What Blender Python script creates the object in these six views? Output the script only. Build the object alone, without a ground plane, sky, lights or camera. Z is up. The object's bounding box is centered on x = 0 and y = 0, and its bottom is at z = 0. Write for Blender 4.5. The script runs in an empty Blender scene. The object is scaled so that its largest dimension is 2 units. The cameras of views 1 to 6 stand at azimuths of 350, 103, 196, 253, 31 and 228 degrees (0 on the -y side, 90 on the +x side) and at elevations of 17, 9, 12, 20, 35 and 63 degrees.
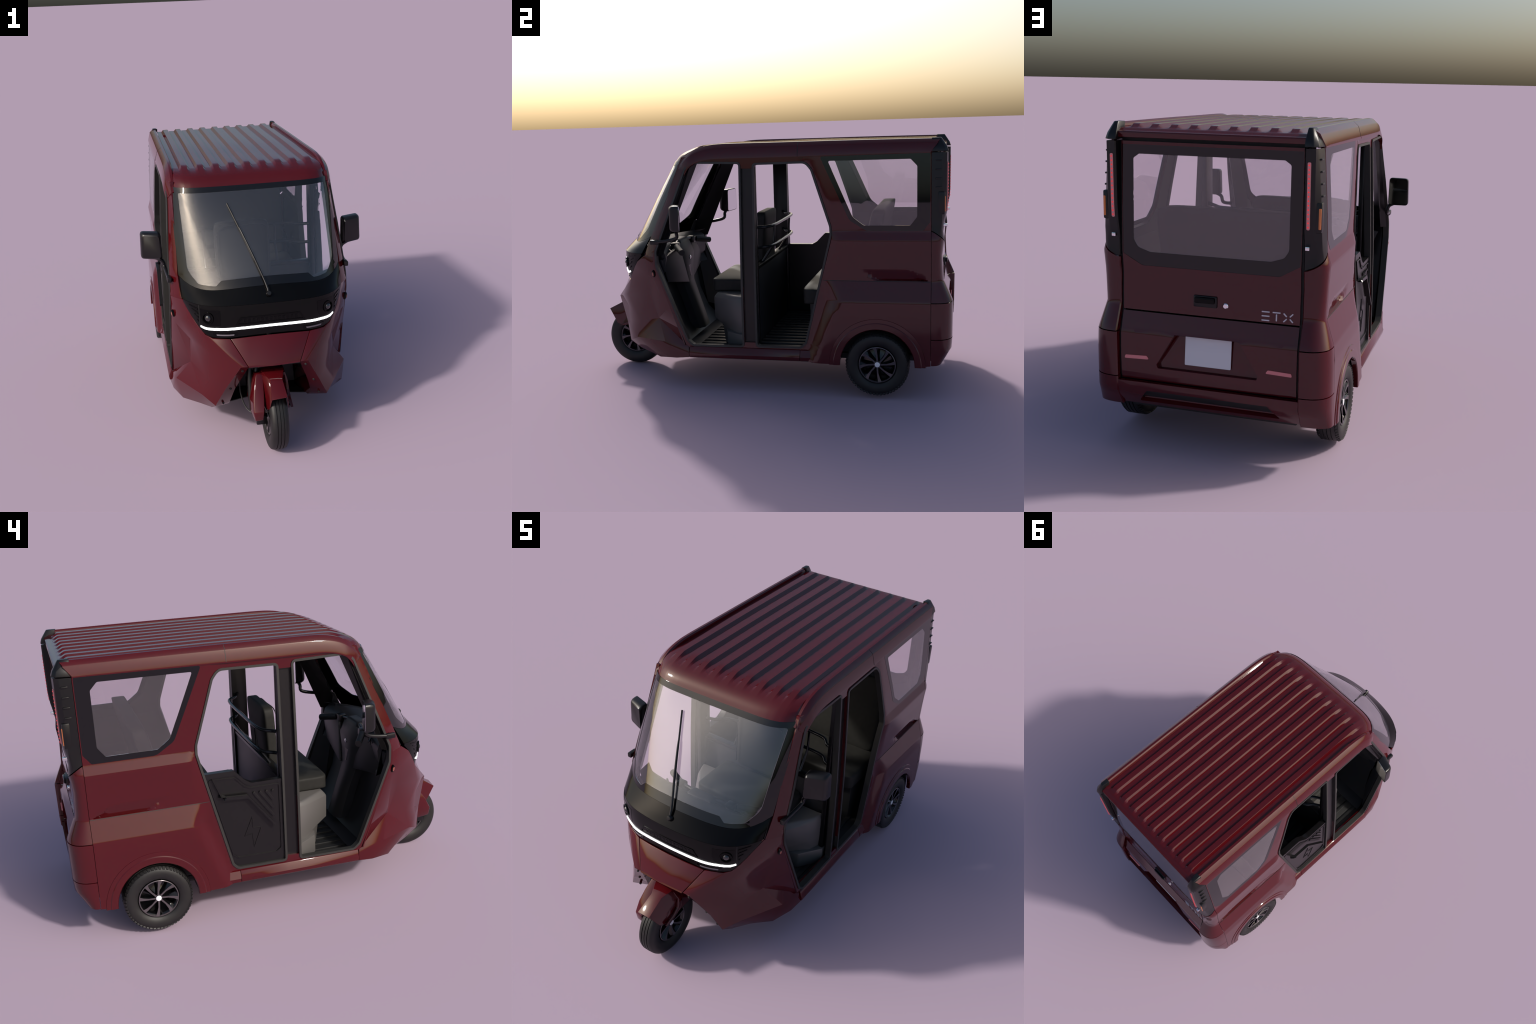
# Electric three-wheeled passenger rickshaw, built part by part.
# Front looks along -y, z is up, symmetric about x = 0 (only the left side carries a door).
import bpy, bmesh, math
from mathutils import Vector, Matrix

COL = bpy.context.scene.collection

# ------------------------------------------------------------------ materials
def principled(name, base, rough=0.5, metallic=0.0, coat=0.0, grain=0.0, grain_scale=60.0,
               bump=0.0, bump_scale=300.0, emission=None, strength=0.0, spec=0.5):
    m = bpy.data.materials.new(name)
    m.use_nodes = True
    nt = m.node_tree
    b = nt.nodes["Principled BSDF"]
    b.inputs["Base Color"].default_value = (*base, 1)
    b.inputs["Roughness"].default_value = rough
    b.inputs["Metallic"].default_value = metallic
    b.inputs["Specular IOR Level"].default_value = spec
    b.inputs["Coat Weight"].default_value = coat
    b.inputs["Coat Roughness"].default_value = 0.04
    if emission:
        b.inputs["Emission Color"].default_value = (*emission, 1)
        b.inputs["Emission Strength"].default_value = strength
    if grain or bump:
        tc = nt.nodes.new("ShaderNodeTexCoord")
    if grain:
        n = nt.nodes.new("ShaderNodeTexNoise")
        n.inputs["Scale"].default_value = grain_scale
        n.inputs["Detail"].default_value = 5
        nt.links.new(tc.outputs["Object"], n.inputs["Vector"])
        r = nt.nodes.new("ShaderNodeValToRGB")
        r.color_ramp.elements[0].position = 0.3
        r.color_ramp.elements[1].position = 0.7
        r.color_ramp.elements[0].color = (*[c * (1 - grain) for c in base], 1)
        r.color_ramp.elements[1].color = (*[min(1, c * (1 + grain)) for c in base], 1)
        nt.links.new(n.outputs["Fac"], r.inputs["Fac"])
        nt.links.new(r.outputs["Color"], b.inputs["Base Color"])
    if bump:
        n2 = nt.nodes.new("ShaderNodeTexNoise")
        n2.inputs["Scale"].default_value = bump_scale
        nt.links.new(tc.outputs["Object"], n2.inputs["Vector"])
        bp = nt.nodes.new("ShaderNodeBump")
        bp.inputs["Strength"].default_value = bump
        bp.inputs["Distance"].default_value = 0.002
        nt.links.new(n2.outputs["Fac"], bp.inputs["Height"])
        nt.links.new(bp.outputs["Normal"], b.inputs["Normal"])
    return m

def glass_material(name, tint, rough=0.0, clear=0.978):
    """Solid clear pane: refracts through two faces, mirrors at grazing angles."""
    m = bpy.data.materials.new(name)
    m.use_nodes = True
    b = m.node_tree.nodes["Principled BSDF"]
    b.inputs["Base Color"].default_value = (*tint, 1)
    b.inputs["Roughness"].default_value = rough
    b.inputs["Transmission Weight"].default_value = clear  # slight diffuse share whitens panes, painting in the milky haze of reflected surroundings
    b.inputs["IOR"].default_value = 1.65
    return m

RED = principled("red_car_paint", (0.058, 0.0028, 0.0045), 0.07, grain=0.05, grain_scale=900)
GLOSS = principled("gloss_black_panel", (0.002, 0.002, 0.0022), 0.10, spec=0.15)
PLASTIC = principled("black_plastic", (0.005, 0.0045, 0.005), 0.33, bump=0.05, bump_scale=700, grain=0.1, spec=0.4)
MASK = principled("satin_black_mask", (0.003, 0.003, 0.003), 0.28, spec=0.18)
TRIM = principled("dark_interior_trim", (0.028, 0.027, 0.029), 0.45, bump=0.08, bump_scale=500, spec=0.25)
LINER = principled("black_lining", (0.006, 0.006, 0.006), 0.6)
LINING = principled("grey_cabin_lining", (0.028, 0.027, 0.026), 0.65, spec=0.2)
GASKET = principled("grey_rubber_seal", (0.022, 0.0215, 0.0195), 0.5)
RUBBER = principled("tyre_rubber", (0.0075, 0.007, 0.007), 0.55, grain=0.2, grain_scale=40, bump=0.08)
RIMBLK = principled("rim_black_lacquer", (0.003, 0.003, 0.0035), 0.12)
RIMFACE = principled("machined_rim_face", (0.10, 0.085, 0.095), 0.2, 0.4)
CHROME = principled("polished_metal", (0.85, 0.85, 0.87), 0.06, 1.0)
BADGE = principled("white_hub_badge", (0.8, 0.8, 0.84), 0.2)
STEEL = principled("painted_steel_tube", (0.012, 0.013, 0.015), 0.22)
LEATHER = principled("dark_seat_leather", (0.024, 0.0235, 0.0215), 0.6, bump=0.12, bump_scale=260, grain=0.08, spec=0.15)
GREYBOX = principled("grey_moulded_plastic", (0.10, 0.095, 0.092), 0.38, bump=0.08, bump_scale=500)
CLEAR = glass_material("clear_window_glass", (0.93, 0.90, 0.92))
SCREEN = glass_material("windscreen_glass", (0.90, 0.90, 0.93), clear=0.99)
FRIT = principled("window_border_enamel", (0.003, 0.003, 0.0035), 0.03)
LEDW = principled("white_light_bar", (1, 1, 1), 0.3, emission=(1, 1, 1), strength=2.5)
LEDR = principled("red_lamp_lens", (0.40, 0.14, 0.16), 0.2, emission=(0.70, 0.25, 0.29), strength=0.14)
LEDDOT = principled("red_light_dot", (0.8, 0.02, 0.02), 0.3, emission=(1, 0.01, 0.01), strength=0.55)
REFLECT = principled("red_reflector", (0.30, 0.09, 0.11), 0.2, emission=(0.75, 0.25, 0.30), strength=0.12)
AMBER = principled("amber_lens", (0.30, 0.09, 0.03), 0.25, emission=(1, 0.3, 0.1), strength=0.10)
INDIC = principled("pale_indicator_lens", (0.30, 0.10, 0.07), 0.15)
WHITE = principled("white_plate", (0.62, 0.62, 0.65), 0.3)
LETTER = principled("silver_lettering", (0.55, 0.52, 0.57), 0.3)
LENS = principled("lamp_lens", (0.01, 0.01, 0.012), 0.03, coat=1)
FOG = principled("pale_lamp_strip", (0.16, 0.145, 0.165), 0.2)

# ------------------------------------------------------------------ helpers
ROOT = bpy.data.objects.new("electric_rickshaw", None)
COL.objects.link(ROOT)
ROOT.rotation_euler = (0, 0, -.012)      # the body stands slightly askew in its frame
ROOT.location = (.007, 0, 0)
ROOT["label"] = "dark red electric three-wheeled passenger rickshaw with ribbed roof"
ROOT["category"] = "auto rickshaw"

def finish(bm, name, mat, parent=None, angle=32, thick=0.0, offset=-1.0, inner=None, bevel=0.0, bseg=2, subsurf=0):
    me = bpy.data.meshes.new(name)
    bm.to_mesh(me)
    bm.free()
    ob = bpy.data.objects.new(name, me)
    COL.objects.link(ob)
    ob.parent = parent or ROOT
    me.materials.append(mat)
    if inner:
        me.materials.append(inner)
    if subsurf:
        s = ob.modifiers.new("s", 'SUBSURF'); s.levels = subsurf; s.render_levels = subsurf
    if thick:
        s = ob.modifiers.new("t", 'SOLIDIFY')
        s.thickness = thick
        s.offset = offset
        s.use_even_offset = False
        if inner:
            s.material_offset = 1
            s.material_offset_rim = 0
    if bevel:
        s = ob.modifiers.new("b", 'BEVEL')
        s.width = bevel
        s.segments = bseg
        s.limit_method = 'ANGLE'
        s.angle_limit = math.radians(38)
        s.use_clamp_overlap = True
    if thick or bevel or subsurf:
        dg = bpy.context.evaluated_depsgraph_get()
        new = bpy.data.meshes.new_from_object(ob.evaluated_get(dg))
        ob.modifiers.clear()
        ob.data = new
        new.name = name
    me = ob.data
    me.shade_smooth()
    me.set_sharp_from_angle(angle=math.radians(angle))
    return ob

def mirrored(ob):
    """Second copy of a part on the other side of x = 0 (mesh mirrored, normals kept outward)."""
    me = ob.data.copy()
    me.transform(Matrix.Diagonal((-1, 1, 1, 1)))
    me.flip_normals()
    o2 = bpy.data.objects.new(ob.name.split(".")[0], me)
    COL.objects.link(o2)
    o2.parent = ob.parent
    return o2

def mesh_part(name, verts, faces, mat, mirror_half=False, out=None, **kw):
    """Faceted surface from control vertices; mirror_half welds a mirrored copy at x = 0."""
    bm = bmesh.new()
    vs = [bm.verts.new(v) for v in verts]
    for f in faces:
        bm.faces.new([vs[i] for i in f])
    if mirror_half:
        ms = [bm.verts.new((-v[0], v[1], v[2])) for v in verts]
        for f in faces:
            bm.faces.new([ms[i] for i in reversed(f)])
        bmesh.ops.remove_doubles(bm, verts=bm.verts, dist=1e-4)
    if out:                                    # make every face look towards the given direction
        bmesh.ops.recalc_face_normals(bm, faces=bm.faces)
        for f in bm.faces:
            f.normal_update()
        if sum(f.normal.dot(Vector(out)) * f.calc_area() for f in bm.faces) < 0:
            bmesh.ops.reverse_faces(bm, faces=bm.faces)
    return finish(bm, name, mat, **kw)

def round_poly(pts, rad, seg=5):
    """Closed polygon with rounded corners; rad is one radius or one per corner."""
    n = len(pts)
    out = []
    for i in range(n):
        r = rad[i] if isinstance(rad, (list, tuple)) else rad
        p, a, b = Vector(pts[i]), Vector(pts[i - 1]), Vector(pts[(i + 1) % n])
        if r <= 0:
            out.append(p[:2]); continue
        u, v = (a - p), (b - p)
        lu, lv = u.length, v.length
        u.normalize(); v.normalize()
        ang = u.angle(v)
        d = min(r / max(math.tan(ang / 2), 1e-4), lu * 0.48, lv * 0.48)
        for k in range(seg + 1):
            t = k / seg
            q = p + u * d * (1 - t) ** 2 + v * d * t ** 2
            out.append(q[:2])
    return out

def offset_poly(pts, d):
    """Move a closed polygon's edge outward by d (inward when negative)."""
    n = len(pts)
    area = sum(pts[i - 1][0] * pts[i][1] - pts[i][0] * pts[i - 1][1] for i in range(n))
    sgn = 1 if area > 0 else -1
    out = []
    for i in range(n):
        a, p, b = Vector(pts[i - 1]), Vector(pts[i]), Vector(pts[(i + 1) % n])
        e1, e2 = (p - a), (b - p)
        if e1.length < 1e-9: e1 = e2
        if e2.length < 1e-9: e2 = e1
        e1 = e1.normalized(); e2 = e2.normalized()
        n1 = Vector((e1.y, -e1.x)) * sgn
        n2 = Vector((e2.y, -e2.x)) * sgn
        m = (n1 + n2)
        if m.length < 1e-6: m = n1
        m.normalize()
        k = max(m.dot(n1), 0.5)
        out.append((p + m * d / k)[:2])
    return out

def panel(name, outer, holes, fn, mat, step=(0.04, 0.04), cuts=((), ()), flip=False, **kw):
    """Flat polygon with holes, cut into a grid and then bent by fn(u, v) -> (x, y, z)."""
    bm = bmesh.new()
    edges = []
    for loop in [outer] + list(holes):
        vs = [bm.verts.new((p[0], p[1], 0)) for p in loop]
        for i in range(len(vs)):
            edges.append(bm.edges.new((vs[i - 1], vs[i])))
    bmesh.ops.triangle_fill(bm, use_beauty=True, use_dissolve=False, edges=edges, normal=(0, 0, 1))
    for ax in (0, 1):
        lo = min(p[ax] for p in outer); hi = max(p[ax] for p in outer)
        vals = set(round(c, 5) for c in cuts[ax])
        if step[ax]:
            n = int((hi - lo) / step[ax])
            vals |= set(round(lo + (i + 1) * (hi - lo) / (n + 1), 5) for i in range(n))
        for c in sorted(vals):
            if lo + 1e-4 < c < hi - 1e-4:
                co = [0, 0, 0]; no = [0, 0, 0]
                co[ax] = c; no[ax] = 1
                bmesh.ops.bisect_plane(bm, geom=bm.verts[:] + bm.edges[:] + bm.faces[:], plane_co=co, plane_no=no, dist=1e-6)
    bmesh.ops.recalc_face_normals(bm, faces=bm.faces)
    for f in bm.faces:
        f.normal_update()
    if bm.faces and bm.faces[:][0].normal.z < 0:
        bmesh.ops.reverse_faces(bm, faces=bm.faces)
    for v in bm.verts:
        v.co = fn(v.co.x, v.co.y)
    if flip:
        bmesh.ops.reverse_faces(bm, faces=bm.faces)
    return finish(bm, name, mat, **kw)

def loft(name, sections, mat, closed=True, caps=True, flip=False, **kw):
    """Skin through sections (lists of points of equal length)."""
    bm = bmesh.new()
    rows = [[bm.verts.new(p) for p in s] for s in sections]
    n = len(rows[0])
    for a, b in zip(rows, rows[1:]):
        for i in range(n if closed else n - 1):
            j = (i + 1) % n
            try:
                bm.faces.new((a[i], a[j], b[j], b[i]))
            except ValueError:
                pass
    if caps and closed:
        bm.faces.new(list(reversed(rows[0])))
        bm.faces.new(rows[-1])
    if closed:
        bmesh.ops.recalc_face_normals(bm, faces=bm.faces)
    if flip:
        bmesh.ops.reverse_faces(bm, faces=bm.faces)
    return finish(bm, name, mat, **kw)

def box(name, lo, hi, mat, bevel=0.004, bseg=2, taper=None, **kw):
    """Rounded box; taper = (sx, sy) scales the top face."""
    bm = bmesh.new()
    bmesh.ops.create_cube(bm, size=1)
    c = [(a + b) / 2 for a, b in zip(lo, hi)]
    s = [b - a for a, b in zip(lo, hi)]
    for v in bm.verts:
        k = taper if (taper and v.co.z > 0) else (1, 1)
        v.co = (c[0] + v.co.x * s[0] * k[0], c[1] + v.co.y * s[1] * k[1], c[2] + v.co.z * s[2])
    return finish(bm, name, mat, bevel=bevel, bseg=bseg, **kw)

def spline(points, n=8):
    """Catmull-Rom through control points."""
    P = [Vector(p) for p in points]
    P = [2 * P[0] - P[1]] + P + [2 * P[-1] - P[-2]]
    out = []
    for i in range(1, len(P) - 2):
        a, b, c, d = P[i - 1:i + 3]
        for k in range(n):
            t = k / n
            out.append(0.5 * ((2 * b) + (c - a) * t + (2 * a - 5 * b + 4 * c - d) * t * t + (3 * b - a - 3 * c + d) * t ** 3))
    out.append(P[-2])
    return out

def tube(name, path, r, mat, seg=10, smooth=0, **kw):
    P = spline(path, smooth) if smooth else [Vector(p) for p in path]
    bm = bmesh.new()
    rows = []
    up = Vector((0, 0, 1))
    for i, p in enumerate(P):
        t = (P[min(i + 1, len(P) - 1)] - P[max(i - 1, 0)]).normalized()
        a = t.cross(up)
        if a.length < 0.1:
            a = t.cross(Vector((1, 0, 0)))
        a.normalize()
        b = t.cross(a).normalized()
        rr = r[i * (len(r) - 1) // max(1, len(P) - 1)] if isinstance(r, (list, tuple)) else r
        rows.append([bm.verts.new(p + a * rr * math.cos(2 * math.pi * k / seg) + b * rr * math.sin(2 * math.pi * k / seg)) for k in range(seg)])
    for a, b in zip(rows, rows[1:]):
        for k in range(seg):
            bm.faces.new((a[k], a[(k + 1) % seg], b[(k + 1) % seg], b[k]))
    bm.faces.new(rows[0][::-1]); bm.faces.new(rows[-1])
    bmesh.ops.recalc_face_normals(bm, faces=bm.faces)
    return finish(bm, name, mat, angle=50, **kw)

def lathe_x(name, prof, mat, seg=64, parent=None, closed=False, **kw):
    """Turn (x, r) profile about the x axis at the local origin."""
    bm = bmesh.new()
    rows = []
    for k in range(seg):
        a = 2 * math.pi * k / seg
        rows.append([bm.verts.new((x, r * math.cos(a), r * math.sin(a))) for x, r in prof])
    n = len(prof)
    for k in range(seg):
        A, B = rows[k], rows[(k + 1) % seg]
        for i in range(n if closed else n - 1):
            j = (i + 1) % n
            if prof[i][1] < 1e-6 and prof[j][1] < 1e-6:
                continue
            bm.faces.new((A[i], A[j], B[j], B[i]))
    bmesh.ops.remove_doubles(bm, verts=bm.verts, dist=1e-6)
    bmesh.ops.recalc_face_normals(bm, faces=bm.faces)
    return finish(bm, name, mat, parent=parent, **kw)

def lerp_table(t, table):
    """Piecewise-linear lookup in [(key, value), ...] sorted by key."""
    if t <= table[0][0]:
        return table[0][1]
    for (a, va), (b, vb) in zip(table, table[1:]):
        if t <= b:
            return va + (vb - va) * (t - a) / (b - a)
    return table[-1][1]

def sstep(a, b, x):
    t = min(1, max(0, (x - a) / (b - a)))
    return t * t * (3 - 2 * t)

# ------------------------------------------------------------------ body shape rules
# half width of the body side at height z: door zone and rear quarter
DOOR_W = [(0.17, .448), (.24, .443), (.45, .441), (.70, .436), (.90, .427), (1.22, .411)]
REAR_W = [(0.17, .480), (.44, .478), (.495, .473), (.598, .442), (.72, .447), (.80, .452), (.845, .438), (.86, .437), (1.0, .431), (1.22, .417)]

def screen_edge_y(z):
    """y of the windscreen's side edge (front edge of the A pillar)."""
    return lerp_table(z, [(.70, -.617), (.81, -.578), (1.20, -.385), (1.24, -.36)])

def side_w(y, z):
    d = lerp_table(z, DOOR_W)
    r = lerp_table(z, REAR_W)
    # the quarter panel swells out behind a slanted line in front of the wheel arch
    front = lerp_table(z, [(.18, .30), (.40, .385), (.50, .425), (.60, .395), (.80, .42), (1.2, .30)])
    k = sstep(front - .06, front + .02, y)
    w = d + (r - d) * k
    # tapering scoop above the belt line: a facet that tucks in towards its lower edge
    if .5985 < z < .66 and y > .45:
        drop = (.655 - z) / .057
        inside = sstep(0, .02, y - (.505 + (.655 - z) * 2.0)) * sstep(0, .02, (.770 + (.655 - z) * 1.85) - y)
        w -= .013 * max(0, min(1, drop)) * inside
    # A pillar turns in towards the screen
    s = y - screen_edge_y(z)
    if y < -.2 and z > .6:
        w = .388 + (w - .388) * min(1, max(0, s / .065)) ** .8
    return w

WHEEL_Y, WHEEL_Z, WHEEL_R = .624, .1735, .159

FRONT_DOOR = round_poly([(-.068, .238), (-.066, 1.190), (-.335, 1.196), (-.366, 1.160), (-.536, .735), (-.534, .655), (-.375, .262), (-.345, .236)],
                        [.02, .02, .05, .04, .06, .06, .03, .03])
REAR_DOOR = round_poly([(-.001, .241), (.238, .243), (.262, .268), (.398, .825), (.396, .868), (.303, 1.150), (.272, 1.188), (.0, 1.184)],
                       [.02, .03, .03, .06, .06, .04, .05, .02])
WINDOW = round_poly([(.346, 1.212), (.490, .900), (.572, .848), (.848, .848), (.8815, .890), (.8815, 1.220)], [.008, .05, .06, .01, .01, .008])
PANE = round_poly([(.384, 1.191), (.505, .915), (.562, .872), (.787, .872), (.820, .915), (.820, 1.160), (.788, 1.194)], [.008, .05, .03, .012, .012, .012, .012])

# ------------------------------------------------------------------ body side (both sides)
arch = [(WHEEL_Y + .187 * math.cos(a), .172 + .187 * math.sin(a)) for a in [math.pi * k / 40 for k in range(41)]]
SIDE = ([(-.385, 1.222), (-.615, .706), (-.550, .706), (-.549, .660), (-.392, .240), (-.366, .226), (.255, .230), (.262, .176)]
        + [(WHEEL_Y - .187, .172)] + list(reversed(arch))[1:-1] + [(WHEEL_Y + .187, .172), (.8865, .180), (.8865, 1.228)])

def side_map(off=0.0):
    return lambda y, z: (side_w(y, z) + off, y, z)

side = panel("side_panel", SIDE, [FRONT_DOOR, REAR_DOOR, WINDOW, [(-.0638, .262), (-.0045, .262), (-.0045, 1.160), (-.0636, 1.160)]], side_map(), RED, step=(.016, .016),
             cuts=((.30, .35, .40), (.492, .50, .598, .599, .605, .655, .72, .80, .845)), thick=.016, inner=LINING, angle=25)
mirrored(side)

def ring(name, poly, width, off, mat, thick, **kw):
    o = panel(name, offset_poly(poly, .0036), [offset_poly(poly, -width)], side_map(off), mat, step=(.05, .05), thick=thick, **kw)
    mirrored(o)
    return o

ring("door_seal", FRONT_DOOR, .007, .005, GASKET, .03)
ring("door_seal", REAR_DOOR, .007, .005, GASKET, .03)
mirrored(panel("window_border", offset_poly(WINDOW, .001), [PANE], side_map(.0006), FRIT, step=(.05, .05), thick=.004))
mirrored(panel("window_pane", offset_poly(PANE, -.0004), [], side_map(.0004), CLEAR, step=(.05, .05), thick=.004))
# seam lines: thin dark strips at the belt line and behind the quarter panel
def strip(name, pts, width, fn, mat, thick=.004):
    """Thin band that follows a polyline on a mapped surface."""
    P = [Vector(p) for p in pts]
    L, R = [], []
    for i, p in enumerate(P):
        t = (P[min(i + 1, len(P) - 1)] - P[max(i - 1, 0)]).normalized()
        nrm = Vector((-t.y, t.x)) * width / 2
        L.append((p + nrm)[:2]); R.append((p - nrm)[:2])
    return panel(name, L + R[::-1], [], fn, mat, step=(.03, .03), thick=thick)

# raised lip round the rear wheel
bm = bmesh.new()
rows = []
for k in range(61):
    a = math.radians(-2 + 184 * k / 60)
    row = []
    for r, o in ((.1855, -.012), (.1855, .003), (.189, .0065), (.216, .0065), (.220, .003), (.222, .003), (.238, .0025), (.242, -.004)):
        y, z = WHEEL_Y + r * math.cos(a), max(.171, .172 + r * math.sin(a))
        row.append(bm.verts.new((side_w(y, max(z, .2)) + o if r < .2 or True else 0, y, z)))
    rows.append(row)
for a_, b_ in zip(rows, rows[1:]):
    for i in range(7):
        bm.faces.new((a_[i], a_[i + 1], b_[i + 1], b_[i]))
bmesh.ops.recalc_face_normals(bm, faces=bm.faces)
mirrored(finish(bm, "wheel_arch", RED, angle=25))
mirrored(strip("panel_seam", [(.352, .5955), (.885, .5955)], .0024, side_map(.0008), LINER))

# centre pillar cover
mirrored(panel("centre_pillar", [(-.070, .255), (.002, .255), (.002, 1.167), (-.070, 1.167)], [], side_map(-.013), PLASTIC, step=(0, .05), thick=.02))

# roof rail that runs over the doors and bends down on to the A pillar
RT = spline([(0, .93, 1.290), (0, .5, 1.290), (0, .1, 1.288), (0, -.14, 1.287), (0, -.23, 1.282), (0, -.295, 1.268), (0, -.342, 1.246), (0, -.384, 1.212), (0, -.410, 1.178)], 6)
RB = spline([(0, .885, 1.222), (0, .5, 1.217), (0, .1, 1.211), (0, -.14, 1.209), (0, -.22, 1.207), (0, -.28, 1.197), (0, -.322, 1.180), (0, -.348, 1.155), (0, -.366, 1.128)], 6)
rail_sec = []
for i, (T, B) in enumerate(zip(RT, RB)):
    M = T.lerp(B, .30)
    e = -.012 * sstep(len(RT) - 14, len(RT) - 1, i)
    rail_sec.append([(.358, T.y + .004, T.z - .045), (.366, T.y + .004, T.z - .006), (.372, T.y, T.z), (.384, T.y, T.z - .001), (.405 + e, M.y, M.z + .003), (.4075 + e, M.y, M.z - .002),
                     (.420 + e * .6, B.y, B.z + .006), (.420 + e * .6, B.y, B.z), (.390, B.y, B.z - .001)])
mirrored(loft("roof_rail", rail_sec, RED, angle=26))
mirrored(loft("rail_seam", [[(x + .0008, y, z + .0008) for x, z in ((.384, 1.2865), (.405, 1.268), (.4075, 1.263), (.4205, 1.216), (.415, 1.216), (.400, 1.264), (.380, 1.282))] for y in (.231, .2335)], LINER))

# ------------------------------------------------------------------ roof
def roof_front_y(x):
    s = abs(x) / .388
    return -.457 + .080 * s ** 8
RIBS = [(-4 + i) * .0775 for i in range(9)]

def rib(x):
    for c in RIBS:
        d = abs(x - c)
        if d < .028:
            return 1 - min(1, max(0, (d - .014) / .012))
    return 0.0

xs = sorted(set([-.380, -.366, .366, .380] + [round(c + o, 5) for c in RIBS for o in (-.0262, -.026, -.014, -.0138, .0138, .014, .026, .0262)]))
ROOF_D = [0, .004, .009, .015, .022, .03, .04, .052, .066, .082, .10, .12, .135, .15, .165, .18, .20, .23]
ROOF_Y = [-.15, 0, .15, .3, .45, .6, .75, .85, .882, .890, .897, .904, .911, .917, .922, .928, .934, .940, .944, .946]
bm = bmesh.new()
rows = []
for kind, v in [("d", d) for d in ROOF_D] + [("y", y) for y in ROOF_Y]:
    row = []
    for x in xs:
        yf = roof_front_y(x)
        y = yf + v if kind == "d" else v
        d = y - yf
        z = lerp_table(d, [(0, 1.200), (.017, 1.223), (.034, 1.238), (.06, 1.253), (.095, 1.263), (.15, 1.269), (.25, 1.271), (2, 1.271)])
        z -= .012 * sstep(.915, .946, y) + .005 * (1 - sstep(-.2, .3, y))
        fade = sstep(.06, .17, d) * (1 - min(1, max(0, (y - .888) / .028)))
        row.append(bm.verts.new((x, y, z + .015 * rib(x) * fade - (.012 if abs(x) > .37 else 0))))
    rows.append(row)
for a, b in zip(rows, rows[1:]):
    for i in range(len(xs) - 1):
        bm.faces.new((a[i], a[i + 1], b[i + 1], b[i]))
finish(bm, "roof_panel", RED, thick=.012, inner=LINING, angle=28)
# header below the rear roof edge and above the tailgate
loft("rear_header", [[(x, .90, 1.250), (x, .946, 1.2585), (x, .949, 1.254), (x, .946, 1.236), (x, .90, 1.232)] for x in (-.364, .364)], RED, bevel=.002)
box("header_gap", (-.36, .88, 1.214), (.36, .915, 1.24), LINER, bevel=0)

# ------------------------------------------------------------------ windscreen and front mask
def curve_top(s):
    return Vector((.388 * s, -.456 + .077 * s ** 8, 1.198 + .004 * s * s - .004 * s ** 6))
def curve_bottom(s):
    return Vector((.388 * s, -.757 + .100 * s * s + .081 * s ** 6, .786 - .056 * s * s + .076 * s ** 6))
def curve_band(s):
    return Vector((.386 * s, -.815 + .072 * s * s + .110 * s ** 6, .718 - .014 * s * s + .010 * s ** 6))
def screen_map(off=0.0):
    def f(s, t):
        p = curve_top(s).lerp(curve_bottom(s), t)
        bulge = .005 * math.sin(math.pi * t) + off
        return (p.x * (1 + off * .3), p.y - bulge, p.z + bulge * .5)
    return f
SCR = [(-1.012, 0), (1.012, 0), (1.012, 1), (-1.012, 1)]
CLEARZONE = round_poly([(-.93, .055), (.93, .055), (.91, .86), (.80, .955), (.60, .965), (.53, .915), (-.53, .915), (-.60, .965), (-.80, .955), (-.91, .86)],
                       [.03, .03, .1, .05, .03, .02, .02, .03, .05, .1])
panel("windscreen_border", SCR, [CLEARZONE], screen_map(.001), FRIT, step=(.06, .06), thick=.005, flip=True)
panel("windscreen_pane", offset_poly(CLEARZONE, -.001), [], screen_map(0), SCREEN, step=(.06, .06), thick=.004, flip=True)

def band_map(off=0.0):
    def f(s, t):
        p = curve_bottom(s).lerp(curve_band(s), t)
        b = .001 * math.sin(math.pi * t) + off
        return (p.x, p.y - b, p.z)
    return f
panel("cowl_band", [(-1, .012), (1, .012), (1, .988), (-1, .988)], [], band_map(), GLOSS, step=(.06, .25), thick=.006, flip=True)

LOWER = spline([(0, -.806, .565), (.135, -.798, .560), (.205, -.784, .554), (.268, -.752, .552), (.300, -.736, .567), (.325, -.716, .600),
                (.350, -.690, .640), (.370, -.664, .675), (.3855, -.632, .708)], 8)
def lower_edge(x):
    a = abs(x)
    for p, q in zip(LOWER, LOWER[1:]):
        if a <= q.x + 1e-9:
            k = (a - p.x) / max(1e-9, q.x - p.x)
            r = p.lerp(q, k)
            return Vector((x, r.y, r.z))
    return Vector((x, LOWER[-1].y, LOWER[-1].z))
def mask_map(off=0.0):
    def f(x, t):
        top = curve_band(x / .386)
        bot = lower_edge(x)
        p = top.lerp(bot, t)
        fat = min(1, (top.z - bot.z) / .12)
        b = .008 * math.sin(math.pi * min(1, t)) * fat + off
        return (x, p.y - b, p.z)
    return f
panel("front_mask", [(-.384, .0), (.384, 0), (.384, .99), (-.384, .99)], [], mask_map(), MASK, step=(.016, .12), thick=.008, flip=True)
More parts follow.
